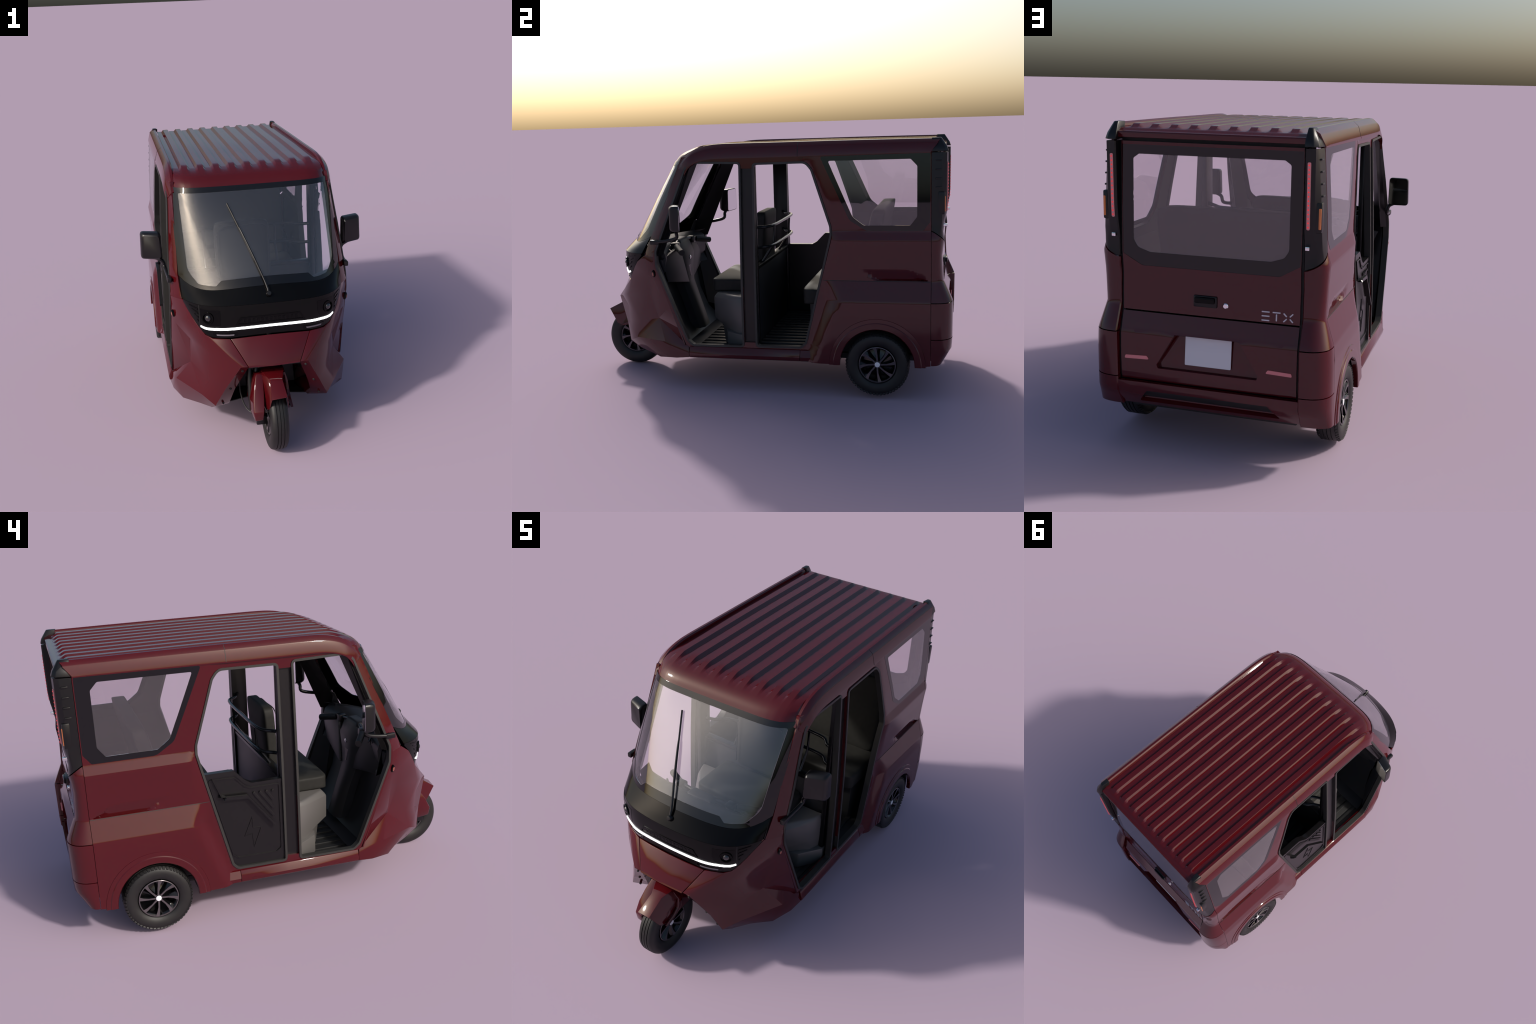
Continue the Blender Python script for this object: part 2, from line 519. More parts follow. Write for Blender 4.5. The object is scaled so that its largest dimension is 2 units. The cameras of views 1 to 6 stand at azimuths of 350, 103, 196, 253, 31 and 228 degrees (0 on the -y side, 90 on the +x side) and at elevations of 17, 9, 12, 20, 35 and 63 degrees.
# light bar along the mask
BAR = [(0, .705), (.12, .705), (.20, .700), (.25, .702), (.28, .728), (.30, .775), (.318, .865)]      # (x, place between band and lower edge)
BAR_MID = [(-x, t) for x, t in BAR[:0:-1]] + BAR
panel("light_bar", [(x, t - .034) for x, t in BAR_MID] + [(x, t + .034) for x, t in BAR_MID[::-1]], [], mask_map(.004), LEDW, step=(.02, 0), thick=.008, flip=True)
panel("grille_frame", round_poly([(-.165, .60), (-.14, .36), (.14, .36), (.165, .60)], .01),
      [round_poly([(-.153, .56), (-.134, .40), (.134, .40), (.153, .56)], .008)], mask_map(.0025), GLOSS, step=(.03, 0), thick=.006, flip=True)
for i in range(13):
    x = -.12 + i * .02
    panel("grille_slot", [(x - .006, .43), (x + .006, .43), (x + .006, .53), (x - .006, .53)], [], mask_map(.001), GLOSS, step=(0, 0), thick=.003, flip=True)
for sgn in (-1, 1):
    c = .272 * sgn
    # headlamp pod: recessed looking gloss surround, bezel ring and projector lens
    pod = round_poly([(c - .045, .12), (c + .042, .12), (c + .042, .58), (c - .030 if sgn > 0 else c - .045 + .012, .62), (c - .045, .40)], .02)
    panel("lamp_pod", pod, [], mask_map(.001), GLOSS, step=(.015, .1), thick=.004, flip=True)
    m = mask_map(.0)
    p = Vector(m(.284 * sgn, .38))
    n = Vector((.55 * sgn, -1, 0)).normalized()
    rot = n.to_track_quat('X', 'Z').to_matrix().to_4x4()
    bez = lathe_x("headlamp_bezel", [(-.01, .026), (.008, .029), (.012, .028), (.012, .024), (.004, .020), (.003, .004), (.003, 0)], GLOSS, seg=40)
    p = p - n * .006
    bez.matrix_local = Matrix.Translation(p) @ rot
    len_ = lathe_x("headlamp_lens", [(.0, .017), (.006, .0155), (.011, .011), (.014, .005), (.0145, 0)], LENS, seg=32)
    len_.matrix_local = Matrix.Translation(p + n * .003) @ rot
    # fog strip under the bar
    panel("fog_lamp", round_poly([(.170 * sgn, .885), (.250 * sgn, .872), (.248 * sgn, .915), (.172 * sgn, .925)], .003), [], mask_map(.003), FOG, step=(.02, 0), thick=.004, flip=(sgn > 0) or True)
    panel("fog_lamp_slot", round_poly([(.155 * sgn, .85), (.264 * sgn, .83), (.262 * sgn, .95), (.158 * sgn, .96)], .003), [], mask_map(.0015), GLOSS, step=(.02, 0), thick=.003, flip=True)
    # louvres beside the lamp
    for k in range(4):
        t0 = .16 + .18 * k
        x1 = .362 - .010 * k
        panel("louvre", [(.327 * sgn, t0), (x1 * sgn, t0 + .02), (x1 * sgn, t0 + .08), (.327 * sgn, t0 + .08)], [], mask_map(.004), GLOSS, step=(.012, 0), thick=.008, flip=True)
    panel("mask_seam", [((.3195) * sgn, .02), (.3215 * sgn, .02), (.3215 * sgn, .97), (.3195 * sgn, .97)], [], mask_map(.0012), LINER, step=(0, .2), thick=.003, flip=True)

# wiper
def on_screen(x, z, off):
    t = (1.199 - z) / .414
    q = Vector(screen_map(off)(x / .388, t))
    return q
arm = [(0, -.792, .757), on_screen(-.012, .80, .012), on_screen(-.060, .93, .014), on_screen(-.095, 1.02, .011)]
tube("wiper_arm", arm, [.006, .0055, .0045, .003], PLASTIC, smooth=5)
blade = [on_screen(-.045, .885, .007), on_screen(-.070, .95, .007), on_screen(-.10, 1.03, .007), on_screen(-.137, 1.124, .006)]
tube("wiper_blade", blade, .0042, PLASTIC, seg=6, smooth=5)
hub = lathe_x("wiper_hub", [(-.01, .014), (.012, .013), (.018, .009), (.019, 0)], PLASTIC, seg=24)
hub.matrix_local = Matrix.Translation((0, -.785, .754)) @ Vector((0, -1, .45)).to_track_quat('X', 'Z').to_matrix().to_4x4()

# ------------------------------------------------------------------ nose and lower front cowl
T, A, B, C, D = (.159, -.868, .436), (.352, -.617, .492), (.362, -.577, .489), (.359, -.562, .359), (.446, -.370, .231)
V = {
    "m1": (.190, -.793, .552), "m2": (.268, -.756, .549), "m3": (.300, -.738, .564), "m4": (.325, -.718, .597), "m5": (.350, -.692, .637),
    "m6": (.370, -.666, .672), "m7": (.387, -.619, .706), "P": (.436, -.549, .706),
    "n1": (.122, -.868, .434), "T": T, "A": A, "B": B, "C": C, "D": D,
    "d1": (.436, -.545, .655), "d2": (.443, -.4650, .44), "d3": (.447, -.390, .240),
    "N2": (.229, -.800, .299), "FO": (.273, -.768, .207), "L1": (.287, -.702, .168), "L2": (.330, -.612, .149), "L3": (.449, -.440, .166), "S": (.458, -.366, .175),
    "M1": (.328, -.700, .240), "M2": (.434, -.505, .250), "L25": (.410, -.545, .156), "TA": (.280, -.764, .470), "NC": (.304, -.690, .329), "Q": (.356, -.684, .552), "K": (.404, -.598, .60), "K2": (.420, -.556, .565),
}
idx = {k: i for i, k in enumerate(V)}
F = ["n1 T m2 m1", "T TA m3 m2", "TA Q m4 m3", "TA A Q", "Q K m5 m4", "Q A K", "K m7 m6 m5", "K P m7", "A B K2 K", "K K2 d1 P", "T N2 NC TA", "TA NC C A", "A C B", "B C d2 K2", "K2 d2 d1", "C D d3 d2",
     "N2 FO M1", "N2 M1 NC", "NC M1 C", "C M1 M2", "C M2 D", "FO L1 M1", "L1 L2 M1", "M1 L2 L25 M2", "M2 L25 L3", "M2 L3 S D"]
faces = [[idx[v] for v in f.split()] for f in F]
cow = mesh_part("front_cowl", list(V.values()), faces, RED, out=(1, -.6, 0), thick=.012, inner=LINER, bevel=.0035, bseg=2, angle=30)
mirrored(cow)
# centre nose panel
nose = [(0, -.812, .562), (.10, -.807, .559), (.187, -.792, .551), (.120, -.872, .434), (0, -.874, .431)]
mesh_part("nose_panel", nose, [(0, 4, 3, 2, 1)], RED, mirror_half=True, out=(0, -1, 0), thick=.012, bevel=.003, angle=30)
mesh_part("nose_lip", [(0, -.874, .431), (.120, -.872, .434), (.125, -.835, .415), (0, -.838, .412)], [(0, 3, 2, 1)], RED, mirror_half=True, thick=.008, angle=30)
# screw flange along the front edge of the cowl and the wheel-well walls behind it
fl = [T, (.229, -.800, .299), (.273, -.768, .207), (.287, -.702, .168), (.122, -.862, .430), (.178, -.778, .290), (.200, -.735, .205), (.195, -.690, .172)]
o = mesh_part("cowl_flange", fl, [(0, 4, 5, 1), (1, 5, 6, 2), (2, 6, 7, 3)], RED, out=(-.3, -1, 0), thick=.006, angle=30)
mirrored(o)
well = [(.122, -.862, .430), (.178, -.778, .290), (.200, -.735, .205), (.195, -.690, .172), (.125, -.60, .46), (.150, -.58, .32), (.155, -.57, .20), (.155, -.56, .172)]
o = mesh_part("wheel_well", well, [(0, 4, 5, 1), (1, 5, 6, 2), (2, 6, 7, 3)], RED, out=(-1, -.3, 0), thick=.005, angle=30)
mirrored(o)
mesh_part("wheel_well_top", [(0, -.85, .425), (.124, -.85, .425), (.126, -.60, .46), (0, -.60, .46), (.155, -.57, .20), (0, -.57, .20)], [(0, 1, 2, 3), (3, 2, 4, 5)], LINER, mirror_half=True, thick=.006)
for sgn in (-1, 1):
    rows_ = [(Vector(fl[0]), Vector(fl[4])), (Vector(fl[1]), Vector(fl[5])), (Vector(fl[2]), Vector(fl[6]))]
    mids = [a.lerp(b, .5) for a, b in rows_]
    for p in (mids[0].lerp(mids[1], .14), mids[1].lerp(mids[0], .04), mids[2].lerp(mids[1], .06)):
        s = lathe_x("screw", [(-.003, .0055), (.003, .0055), (.004, .004), (.004, 0)], LINER, seg=12)
        s.matrix_local = Matrix.Translation((p[0] * sgn, p[1] - .001, p[2])) @ Vector((-.3 * sgn, -1, .1)).to_track_quat('X', 'Z').to_matrix().to_4x4()
# pan that closes the front underside between the cowl lips
pan = [(0, -.62, .176), (.17, -.66, .172), (.280, -.690, .172), (.322, -.612, .158), (.400, -.545, .162), (.440, -.440, .172), (.450, -.366, .180), (0, -.366, .180)]
mesh_part("front_underpan", pan, [tuple(range(8))], LINER, mirror_half=True, thick=.004)
# side indicators
ind = lathe_x("indicator", [(-.004, .013), (.004, .012), (.006, .008), (.0065, 0)], GLOSS, seg=24)
ind.data.transform(Matrix.Diagonal((1, .75, 1.55, 1)))
ind.location = (.4305, -.553, .615)
ind.rotation_euler = (0, math.radians(12), math.radians(-18))
lens = lathe_x("indicator_lens", [(.0, .0075), (.007, .007), (.009, .004), (.0092, 0)], INDIC, seg=20)
lens.data.transform(Matrix.Diagonal((1, .7, 1.6, 1)))
lens.location = ind.location; lens.rotation_euler = ind.rotation_euler
for q in (ind, lens):
    m = q.data.copy(); o2 = bpy.data.objects.new(q.name.split(".")[0], m); COL.objects.link(o2); o2.parent = ROOT
    o2.location = (-q.location.x, q.location.y, q.location.z)
    o2.rotation_euler = (0, math.radians(180 - 12), math.radians(18))

# sill
sill_prof = [(.405, .236), (.440, .236), (.450, .230), (.463, .196), (.460, .178), (.452, .173), (.405, .172)]
o = loft("sill", [[(x, y, z) for x, z in sill_prof] for y in (-.364, .0, .229)], RED, angle=30, bevel=.002)
mirrored(o)
o = loft("sill_end", [[(x, y, z) for x, z in sill_prof] for y in (.231, .30)], RED, angle=30)
mirrored(o)

# ------------------------------------------------------------------ rear: corners, lamps, tailgate, bumper
REAR_Y = [(.18, .940), (.26, .987), (.31, .990), (.49, .992), (.51, .985), (.60, .945), (.72, .940), (.80, .950), (.84, .942), (.90, .953), (.95, .964), (1.23, .966), (1.30, .93)]
def corner_point(z, t, inset=0.0):
    """t = 0 at the quarter-panel seam, 1 at the tailgate gap; rounded square corner between."""
    w = lerp_table(z, REAR_W) if z < 1.22 else lerp_table(z, [(1.22, .416), (1.30, .390)])
    Y = lerp_table(z, REAR_Y)
    y0 = .8885
    x1 = .368
    n = 3.6 if z > .845 else 2.6
    if z > .86:                                # chamfered lamp tower
        q = lerp_table(t, [(0, 0), (.45, 1), (.75, 2), (1, 3)])
        pts = [(w, y0), (w - .008, .938), (.402, Y - .006), (x1, Y)]
        i = min(2, int(q))
        return (pts[i][0] + (pts[i + 1][0] - pts[i][0]) * (q - i), pts[i][1] + (pts[i + 1][1] - pts[i][1]) * (q - i), z)
    a = t * math.pi / 2
    cx, cy = math.cos(a) ** (2 / n), math.sin(a) ** (2 / n)
    return (x1 + (w - x1 - inset) * cx, y0 + (Y - y0 - inset) * cy, z)

def corner(name, zs, mat, inset=0.0, nt=20, bottom_slope=0.0, top_slope=0.0, **kw):
    secs = []
    zlo, zhi = zs[0], zs[-1]
    for z in zs:
        row = []
        for k in range(nt + 1):
            t = k / nt
            zz = z
            if top_slope:
                zz = z - top_slope * t * ((z - zlo) / (zhi - zlo)) ** 3
            if bottom_slope:
                zz = z - bottom_slope * t * ((zhi - z) / (zhi - zlo)) ** 3
            row.append(corner_point(zz, t, inset))
        x, y, z_ = row[-1]
        row.append((x - .004, y - .006, z_))
        row.append((x - .005, y - .05, z_))
        secs.append(row)
    o = loft(name, secs, mat, closed=False, caps=False, thick=.010, **kw)
    mirrored(o)

corner("rear_corner", [.315, .36, .42, .47, .488, .492], RED, angle=30)
corner("rear_corner", [.496, .50, .51, .53, .56, .59, .60, .62, .66, .70, .74, .78, .80, .82, .842], RED, top_slope=.062, angle=30)
corner("bumper_corner", [.182, .20, .23, .26, .285, .311], RED, angle=30)
corner("tail_lamp_housing", [.847, .88, .91, .95, 1.0, 1.1, 1.2, 1.222], PLASTIC, bottom_slope=.06, angle=30)
# cap on top of the lamp tower
cap = [[(.358, .90, 1.228), (.419, .886, 1.226), (.413, .950, 1.228), (.395, .967, 1.228), (.362, .967, 1.228)],
       [(.358, .90, 1.25), (.412, .886, 1.25), (.406, .946, 1.25), (.392, .960, 1.25), (.362, .960, 1.25)],
       [(.358, .89, 1.293), (.386, .886, 1.293), (.386, .925, 1.293), (.380, .932, 1.293), (.366, .932, 1.293)]]
mirrored(loft("lamp_cap", cap, PLASTIC, bevel=.003, angle=30))
# light strip with its row of diodes
def lamp_face(off):
    def f(x, z):
        return (x, lerp_table(z, [(.93, .9605), (.95, .9655), (1.2, .9675)]) + off, z)
    return f
o = panel("tail_lamp_strip", round_poly([(.3745, .936), (.3865, .936), (.3865, 1.176), (.3745, 1.176)], .005), [], lamp_face(-.0008), LEDR, step=(0, .05), thick=.006, flip=True)
mirrored(o)
def w_fin(z):
    return lerp_table(z, REAR_W) - .004
for sgn in (-1, 1):
    for k in range(15):
        z = .946 + k * .0157
        d = lathe_x("tail_lamp_diode", [(0, .0026), (.0015, .002), (.002, 0)], LEDDOT, seg=10)
        d.matrix_local = Matrix.Translation((.3805 * sgn, lamp_face(-.0006)(0, z)[1], z)) @ Matrix.Rotation(math.pi / 2, 4, 'Z')
    for k in range(4):
        z = 1.185 - k * .043
        f = box("lamp_fin", (.398, .906, z - .004), (w_fin(z) + .004, .936, z + .003), PLASTIC, bevel=.002)
        if sgn < 0:
            f.data.transform(Matrix.Diagonal((-1, 1, 1, 1))); f.data.flip_normals()
    h = box("side_marker_housing", (.400, .918, .925), (.428, .952, 1.035), PLASTIC, bevel=.006)
    l = box("side_marker_lens", (.416, .944, .938), (.4255, .9545, 1.014), AMBER, bevel=.003)
    s = box("lamp_sensor", (.372, .93, .862), (.388, .964, .876), CHROME, bevel=.002)
    if sgn < 0:
        for q in (h, l, s):
            q.data.transform(Matrix.Diagonal((-1, 1, 1, 1))); q.data.flip_normals()

# tailgate
GATE_Y = [(.30, .968), (.33, .973), (.40, .975), (.49, .972), (.505, .966), (.575, .944), (.60, .942), (.66, .940), (.72, .937), (.78, .943), (.80, .944), (1.0, .940), (1.225, .934)]
def gate(off=0.0):
    return lambda x, z: (x, lerp_table(z, GATE_Y) + off - .002 * (x / .355) ** 2, z)
HW = .354
GFRAME = round_poly([(-HW, 1.212), (HW, 1.212), (HW, .795), (.275, .750), (-.275, .750), (-HW, .795)], [.004, .004, .01, .04, .04, .01])
GPANE = round_poly([(-.308, 1.160), (-.285, 1.176), (.285, 1.176), (.308, 1.160), (.308, .850), (.290, .822), (.240, .806), (-.240, .806), (-.290, .822), (-.308, .850)], [.01] * 4 + [.03] * 6)
panel("tailgate_upper", [(-HW, 1.222), (HW, 1.222), (HW, .576), (-HW, .576)], [offset_poly(GFRAME, -.002)], gate(), RED, step=(.06, .04), cuts=((), (.60, .66, .72, .78, .80)), thick=.02, inner=LINER, flip=True)
panel("rear_window_border", offset_poly(GFRAME, .001), [GPANE], gate(-.0012), FRIT, step=(.06, .06), thick=.005, flip=True)
panel("rear_window_pane", offset_poly(GPANE, -.0006), [], gate(-.0014), CLEAR, step=(.08, .08), thick=.004, flip=True)
TRAP = round_poly([(-.130, .497), (.130, .497), (.205, .372), (.200, .357), (-.200, .357), (-.205, .372)], .006)
panel("tailgate_lower", [(-HW, .570), (HW, .570), (HW, .303), (-HW, .303)], [TRAP], gate(), RED, step=(.06, .03), cuts=((), (.33, .40, .49, .505)), thick=.02, inner=LINER, flip=True)
panel("plate_recess", offset_poly(TRAP, .004), [], lambda x, z: (x, .934 + (.495 - z) * .14, z), RED, step=(0, 0), thick=.004, flip=True)
panel("licence_plate", round_poly([(-.093, .492), (.093, .492), (.093, .380), (-.093, .380)], .004), [], lambda x, z: (x, .948 + (.495 - z) * .10, z), WHITE, step=(0, 0), thick=.004, flip=True)
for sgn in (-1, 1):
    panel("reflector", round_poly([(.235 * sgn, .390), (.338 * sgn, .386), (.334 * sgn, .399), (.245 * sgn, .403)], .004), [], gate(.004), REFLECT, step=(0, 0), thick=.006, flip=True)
# shadow gap around the tailgate
for sgn in (-1, 1):
    secs = [[(x * sgn, lerp_table(z, GATE_Y) - dy, z) for x, dy in ((.350, .012), (.374, .012), (.374, .09), (.350, .09))] for z in (.295, .33, .40, .49, .51, .575, .66, .72, .80, 1.0, 1.222)]
    loft("tailgate_gap", secs, LINER)
# handle, lock and lettering
hp = gate()(0.015, .634)
box("tailgate_handle", (-.033, .925, .611), (.062, .948, .656), PLASTIC, bevel=.005)
box("handle_grip", (-.026, .940, .628), (.055, .958, .652), GLOSS, bevel=.005)
lk = lathe_x("lock", [(-.01, .011), (.006, .011), (.009, .008), (.009, 0)], CHROME, seg=28)
lk.matrix_local = Matrix.Translation((-.066, .938, .623)) @ Matrix.Rotation(math.pi / 2, 4, 'Z')
def stroke(name, a, b, wd=.0045):
    """Raised letter stroke on the tailgate from a to b, (x, z) each."""
    p, q = Vector(a), Vector(b)
    t = (q - p).normalized()
    n = Vector((-t.y, t.x)) * wd / 2
    return panel(name, round_poly([(p + n)[:2], (q + n)[:2], (q - n)[:2], (p - n)[:2]], .001, 2), [], gate(.0025), LETTER, step=(0, 0), thick=.004, flip=True, angle=40)
# seen from behind, the word runs from +x to -x
ex, tx, xx, z0, z1 = -.208, -.250, -.292, .585, .617
for z in (z0, (z0 + z1) / 2, z1):
    stroke("letter_stroke", (ex, z), (ex - .030, z))
stroke("letter_stroke", (tx, z1), (tx - .030, z1)); stroke("letter_stroke", (tx - .015, z1 - .006), (tx - .015, z0))
zm = (z0 + z1) / 2
for a, b in (((xx, z0), (xx - .012, zm - .004)), ((xx, z1), (xx - .012, zm + .004)), ((xx - .036, z0), (xx - .024, zm - .004)), ((xx - .036, z1), (xx - .024, zm + .004))):
    stroke("letter_stroke", a, b)

# rear bumper with its slot
BUMP_Y = [(.18, .925), (.20, .942), (.235, .970), (.27, .983), (.30, .984)]
def bump(off=0.0):
    return lambda x, z: (x, lerp_table(z, BUMP_Y) + off, z)
SLOT = round_poly([(-.245, .262), (.245, .262), (.290, .205), (-.290, .205)], .006)
panel("rear_bumper", [(-.368, .296), (.368, .296), (.368, .188), (-.368, .188)], [SLOT], bump(), RED, step=(.06, .02), thick=.02, flip=True)
panel("bumper_slot", offset_poly(SLOT, .03), [], bump(-.022), LINER, step=(0, .03), thick=.004, flip=True)
tube("bumper_bar", [(-.27, .936, .222), (.27, .936, .222)], .006, RED, seg=8)

# ------------------------------------------------------------------ side door (left side only)
DOOR = [(-.004, .652), (.150, .652), (.180, .668), (.222, .712), (.245, .722), (.372, .722), (.398, .700), (.285, .258), (.262, .244), (.012, .244), (-.004, .262)]
DOOR = round_poly(DOOR, [.004, .03, .02, .03, .02, .01, .01, .02, .02, .02, .01])
def door_map(off=0.0):
    def f(y, z):
        return (-(lerp_table(z, DOOR_W) - .010 + off), y, z)
    return f
door = panel("door", DOOR, [], door_map(.004), PLASTIC, step=(.05, .05), thick=.03, flip=True)
inner_panel = round_poly([(.018, .632), (.158, .632), (.185, .645), (.226, .690), (.355, .695), (.258, .312), (.235, .292), (.045, .290), (.018, .310)], .015)
panel("door_bead", inner_panel, [offset_poly(inner_panel, -.005)], door_map(.009), PLASTIC, step=(.05, .05), thick=.006, flip=True, parent=door)
cap_o = [(-.002, .640), (.158, .640), (.188, .656), (.228, .700), (.380, .700), (.376, .7225), (.232, .7225), (.222, .7145), (.180, .670), (.150, .6535), (-.002, .6535)]
panel("door_cap", cap_o, [], door_map(.008), PLASTIC, step=(.05, .05), thick=.03, flip=True, parent=door)
step_poly = [(.300, .612), (.178, .606), (.050, .445), (.050, .432), (.172, .590), (.288, .598), (.330, .690), (.336, .700)]
panel("door_crease", step_poly, [], door_map(.016), PLASTIC, step=(.02, .02), thick=.016, flip=True, parent=door)
for k in range(4):
    y0, z0_ = .146 - k * .030, .607
    zl = [.478, .513, .551, .598][k]
    L = max(.012, (y0 - .052) * 1.32)
    a, b = Vector((y0, z0_)), Vector((.052, z0_ - (y0 - .052) * 1.33 - .004))
    t = (b - a).normalized(); n = Vector((-t.y, t.x)) * .006
    panel("door_rib", round_poly([(a + n)[:2], (b + n)[:2], (b - n)[:2], (a - n)[:2]], .004, 3), [], door_map(.012), PLASTIC, step=(.02, .02), thick=.012, flip=True, parent=door, bevel=.002)
boltp = [(.158, .483), (.193, .399), (.157, .403), (.153, .339), (.118, .427), (.156, .432)]
panel("door_bolt_emblem", offset_poly(boltp, .003), [boltp], door_map(.0068), PLASTIC, step=(.02, .02), thick=.011, flip=True, parent=door)

# ------------------------------------------------------------------ wheels
TYRE = [(-.030, .092), (-.040, .100), (-.046, .118), (-.047, .135), (-.043, .151), (-.036, .160), (-.026, .1635),
        (-.019, .164), (-.018, .160), (-.015, .160), (-.014, .164), (-.002, .1645), (-.0015, .160), (.0015, .160), (.002, .1645),
        (.014, .164), (.015, .160), (.018, .160), (.019, .164), (.026, .1635), (.036, .160), (.043, .151), (.047, .135), (.046, .118), (.040, .100), (.030, .092)]
def wheel(loc, outward, width=1.0, disc_both=False, grow=1.0):
    root = bpy.data.objects.new("wheel", None)
    COL.objects.link(root); root.parent = ROOT; root.location = loc
    prof = [(x * width, .092 + (r - .092) * grow) for x, r in TYRE]
    lathe_x("tyre", prof, RUBBER, seg=80, parent=root, closed=True, angle=40)
    if not disc_both:
        bm = bmesh.new()                        # tread blocks on both shoulders
        for k in range(56):
            a = 2 * math.pi * k / 56
            for s in (-1, 1):
                M = Matrix.Rotation(a, 4, 'X') @ Matrix.Translation((s * .0385 * width, 0, .092 + (.1575 - .092) * grow)) @ Matrix.Rotation(s * .62, 4, 'Y')
                bmesh.ops.create_cube(bm, size=1, matrix=M @ Matrix.Diagonal((.014, .011, .006, 1)))
        t = finish(bm, "tread_block", RUBBER, parent=root, angle=30); t["kind"] = "stuff"
    o = outward
    wd = width
    lathe_x("rim", [(-.038 * wd, .094), (-.034 * wd, .090), (-.030 * wd, .085), (-.020 * wd, .078), (.0, .076), (.020 * wd, .078), (.030 * wd, .085), (.034 * wd, .0875), (.038 * wd, .093)], RIMBLK, seg=64, parent=root, angle=40)
    for side_ in ((-1, 1) if disc_both else (o,)):
        f = side_ * wd
        lathe_x("rim_edge", [(f * .0385, .0925), (f * .0405, .0905), (f * .0405, .0885), (f * .036, .0865)], RIMFACE, seg=64, parent=root, angle=50)
        lathe_x("rim_disc", [(f * .004, .078), (f * .010, .03), (f * .020, .02)], RIMBLK, seg=48, parent=root, angle=50)
        base = None
        for k in range(8):
            a = 2 * math.pi * k / 8 + .1
            if base is None:
                h = f * .026
                pts = []
                for r, c, wdt, xo in ((.014, .003, .0055, .032), (.045, .004, .0050, .0335), (.070, .002, .0078, .036), (.089, -.002, .0125, .0395)):
                    pts.append([(f * xo, c - wdt, r), (f * xo, c + wdt * .5, r), (f * (xo - .014), c + wdt * 2.2, r), (f * (xo - .016), c - wdt * .6, r)])
                base = loft("spoke", pts, RIMBLK, parent=root, angle=30)
                base.data.materials.append(RIMFACE)
                for p in base.data.polygons:
                    if p.normal.x * side_ > .8:
                        p.material_index = 1
                base.rotation_euler = (a, 0, 0)
            else:
                c = bpy.data.objects.new("spoke", base.data)
                COL.objects.link(c); c.parent = root; c.rotation_euler = (a, 0, 0)
        lathe_x("hub_cap", [(f * .020, .022), (f * .031, .019), (f * .032, .0145), (f * .034, .0135), (f * .0355, .010), (f * .036, 0)], RIMBLK, seg=32, parent=root, angle=40)
        lathe_x("hub_badge", [(f * .0335, .0135), (f * .0362, .0125), (f * .0372, .008), (f * .0374, 0)], BADGE, seg=28, parent=root, angle=40)
    return root
wheel((.428, WHEEL_Y, WHEEL_Z), 1, grow=.93)
wheel((-.428, WHEEL_Y, WHEEL_Z), -1, grow=.93)
fw = wheel((-.004, -.838, .1646), 1, width=.92, disc_both=True)

# front mudguard: folded plate over the tyre with fork covers
bm = bmesh.new()
# right and left outlines of the folded guard; the tip crease sits a little to the left
R_ = {"tip": (.030, -.996, .327), "cr": (.027, -.902, .374), "top": (.050, -.832, .394), "low": (.048, -.945, .246), "mid": (.060, -.905, .234), "back": (.060, -.800, .250), "rt": (.050, -.745, .392), "rl": (.058, -.680, .255)}
L_ = {"tip": (-.042, -.990, .318), "cr": (-.030, -.905, .374), "top": (-.058, -.832, .394), "low": (-.048, -.948, .248), "mid": (-.058, -.905, .234), "back": (-.064, -.800, .250), "rt": (-.056, -.745, .380), "rl": (-.060, -.680, .255)}
R_ = {k: bm.verts.new(v) for k, v in R_.items()}
L_ = {k: bm.verts.new(v) for k, v in L_.items()}
bm.faces.new([L_["tip"], R_["tip"], R_["cr"], L_["cr"]])
bm.faces.new([L_["cr"], R_["cr"], R_["top"], L_["top"]])
bm.faces.new([L_["top"], R_["top"], R_["rt"], L_["rt"]])
bm.faces.new([L_["rt"], R_["rt"], R_["rl"], L_["rl"]])
for S in (R_, L_):
    for f in (("tip", "low", "cr"), ("cr", "low", "mid", "back", "top"), ("top", "back", "rl", "rt")):
        bm.faces.new([S[k] for k in f])
bmesh.ops.recalc_face_normals(bm, faces=bm.faces)
finish(bm, "mudguard", RED, thick=.005, bevel=.003, angle=28)
# single-sided fork under its cover on the left, stiffening rib on the right of the guard
forkc = [[(-.048, -.832, .386), (-.086, -.838, .386), (-.092, -.772, .376), (-.048, -.765, .380)],
         [(-.055, -.872, .338), (-.100, -.872, .336), (-.112, -.778, .320), (-.055, -.772, .325)],
         [(-.060, -.908, .285), (-.112, -.905, .282), (-.124, -.792, .260), (-.060, -.785, .265)],
         [(-.068, -.942, .236), (-.116, -.930, .228), (-.122, -.830, .205), (-.066, -.825, .210)],
         [(-.072, -.934, .190), (-.108, -.926, .184), (-.110, -.862, .176), (-.070, -.862, .180)]]
loft("fork_cover", forkc, RED, bevel=.006, bseg=3, angle=28)
rib_path = [(.044, -.832, .380), (.060, -.815, .330), (.064, -.825, .285), (.064, -.860, .258), (.064, -.912, .236)]
loft("mudguard_rib", [[(x - .006, y - .014, z), (x + .008, y - .012, z), (x + .008, y + .012, z), (x - .006, y + .014, z)] for x, y, z in rib_path], RED, bevel=.002, angle=28)
tube("fork_tube", [(-.075, -.78, .42), (-.085, -.845, .28), (-.080, -.845, .15)], .012, PLASTIC)
box("fork_bracket", (-.100, -.900, .150), (-.050, -.830, .195), PLASTIC, bevel=.005)
tube("swing_arm", [(-.098, -.850, .185), (-.105, -.770, .235), (-.100, -.690, .300)], .013, PLASTIC)
tube("damper", [(-.112, -.845, .205), (-.108, -.790, .400)], .014, PLASTIC)
tube("front_axle", [(-.085, -.838, .164), (.030, -.838, .164)], .010, PLASTIC)
tube("steering_stem", [(0, -.80, .42), (0, -.66, .70)], .016, PLASTIC)
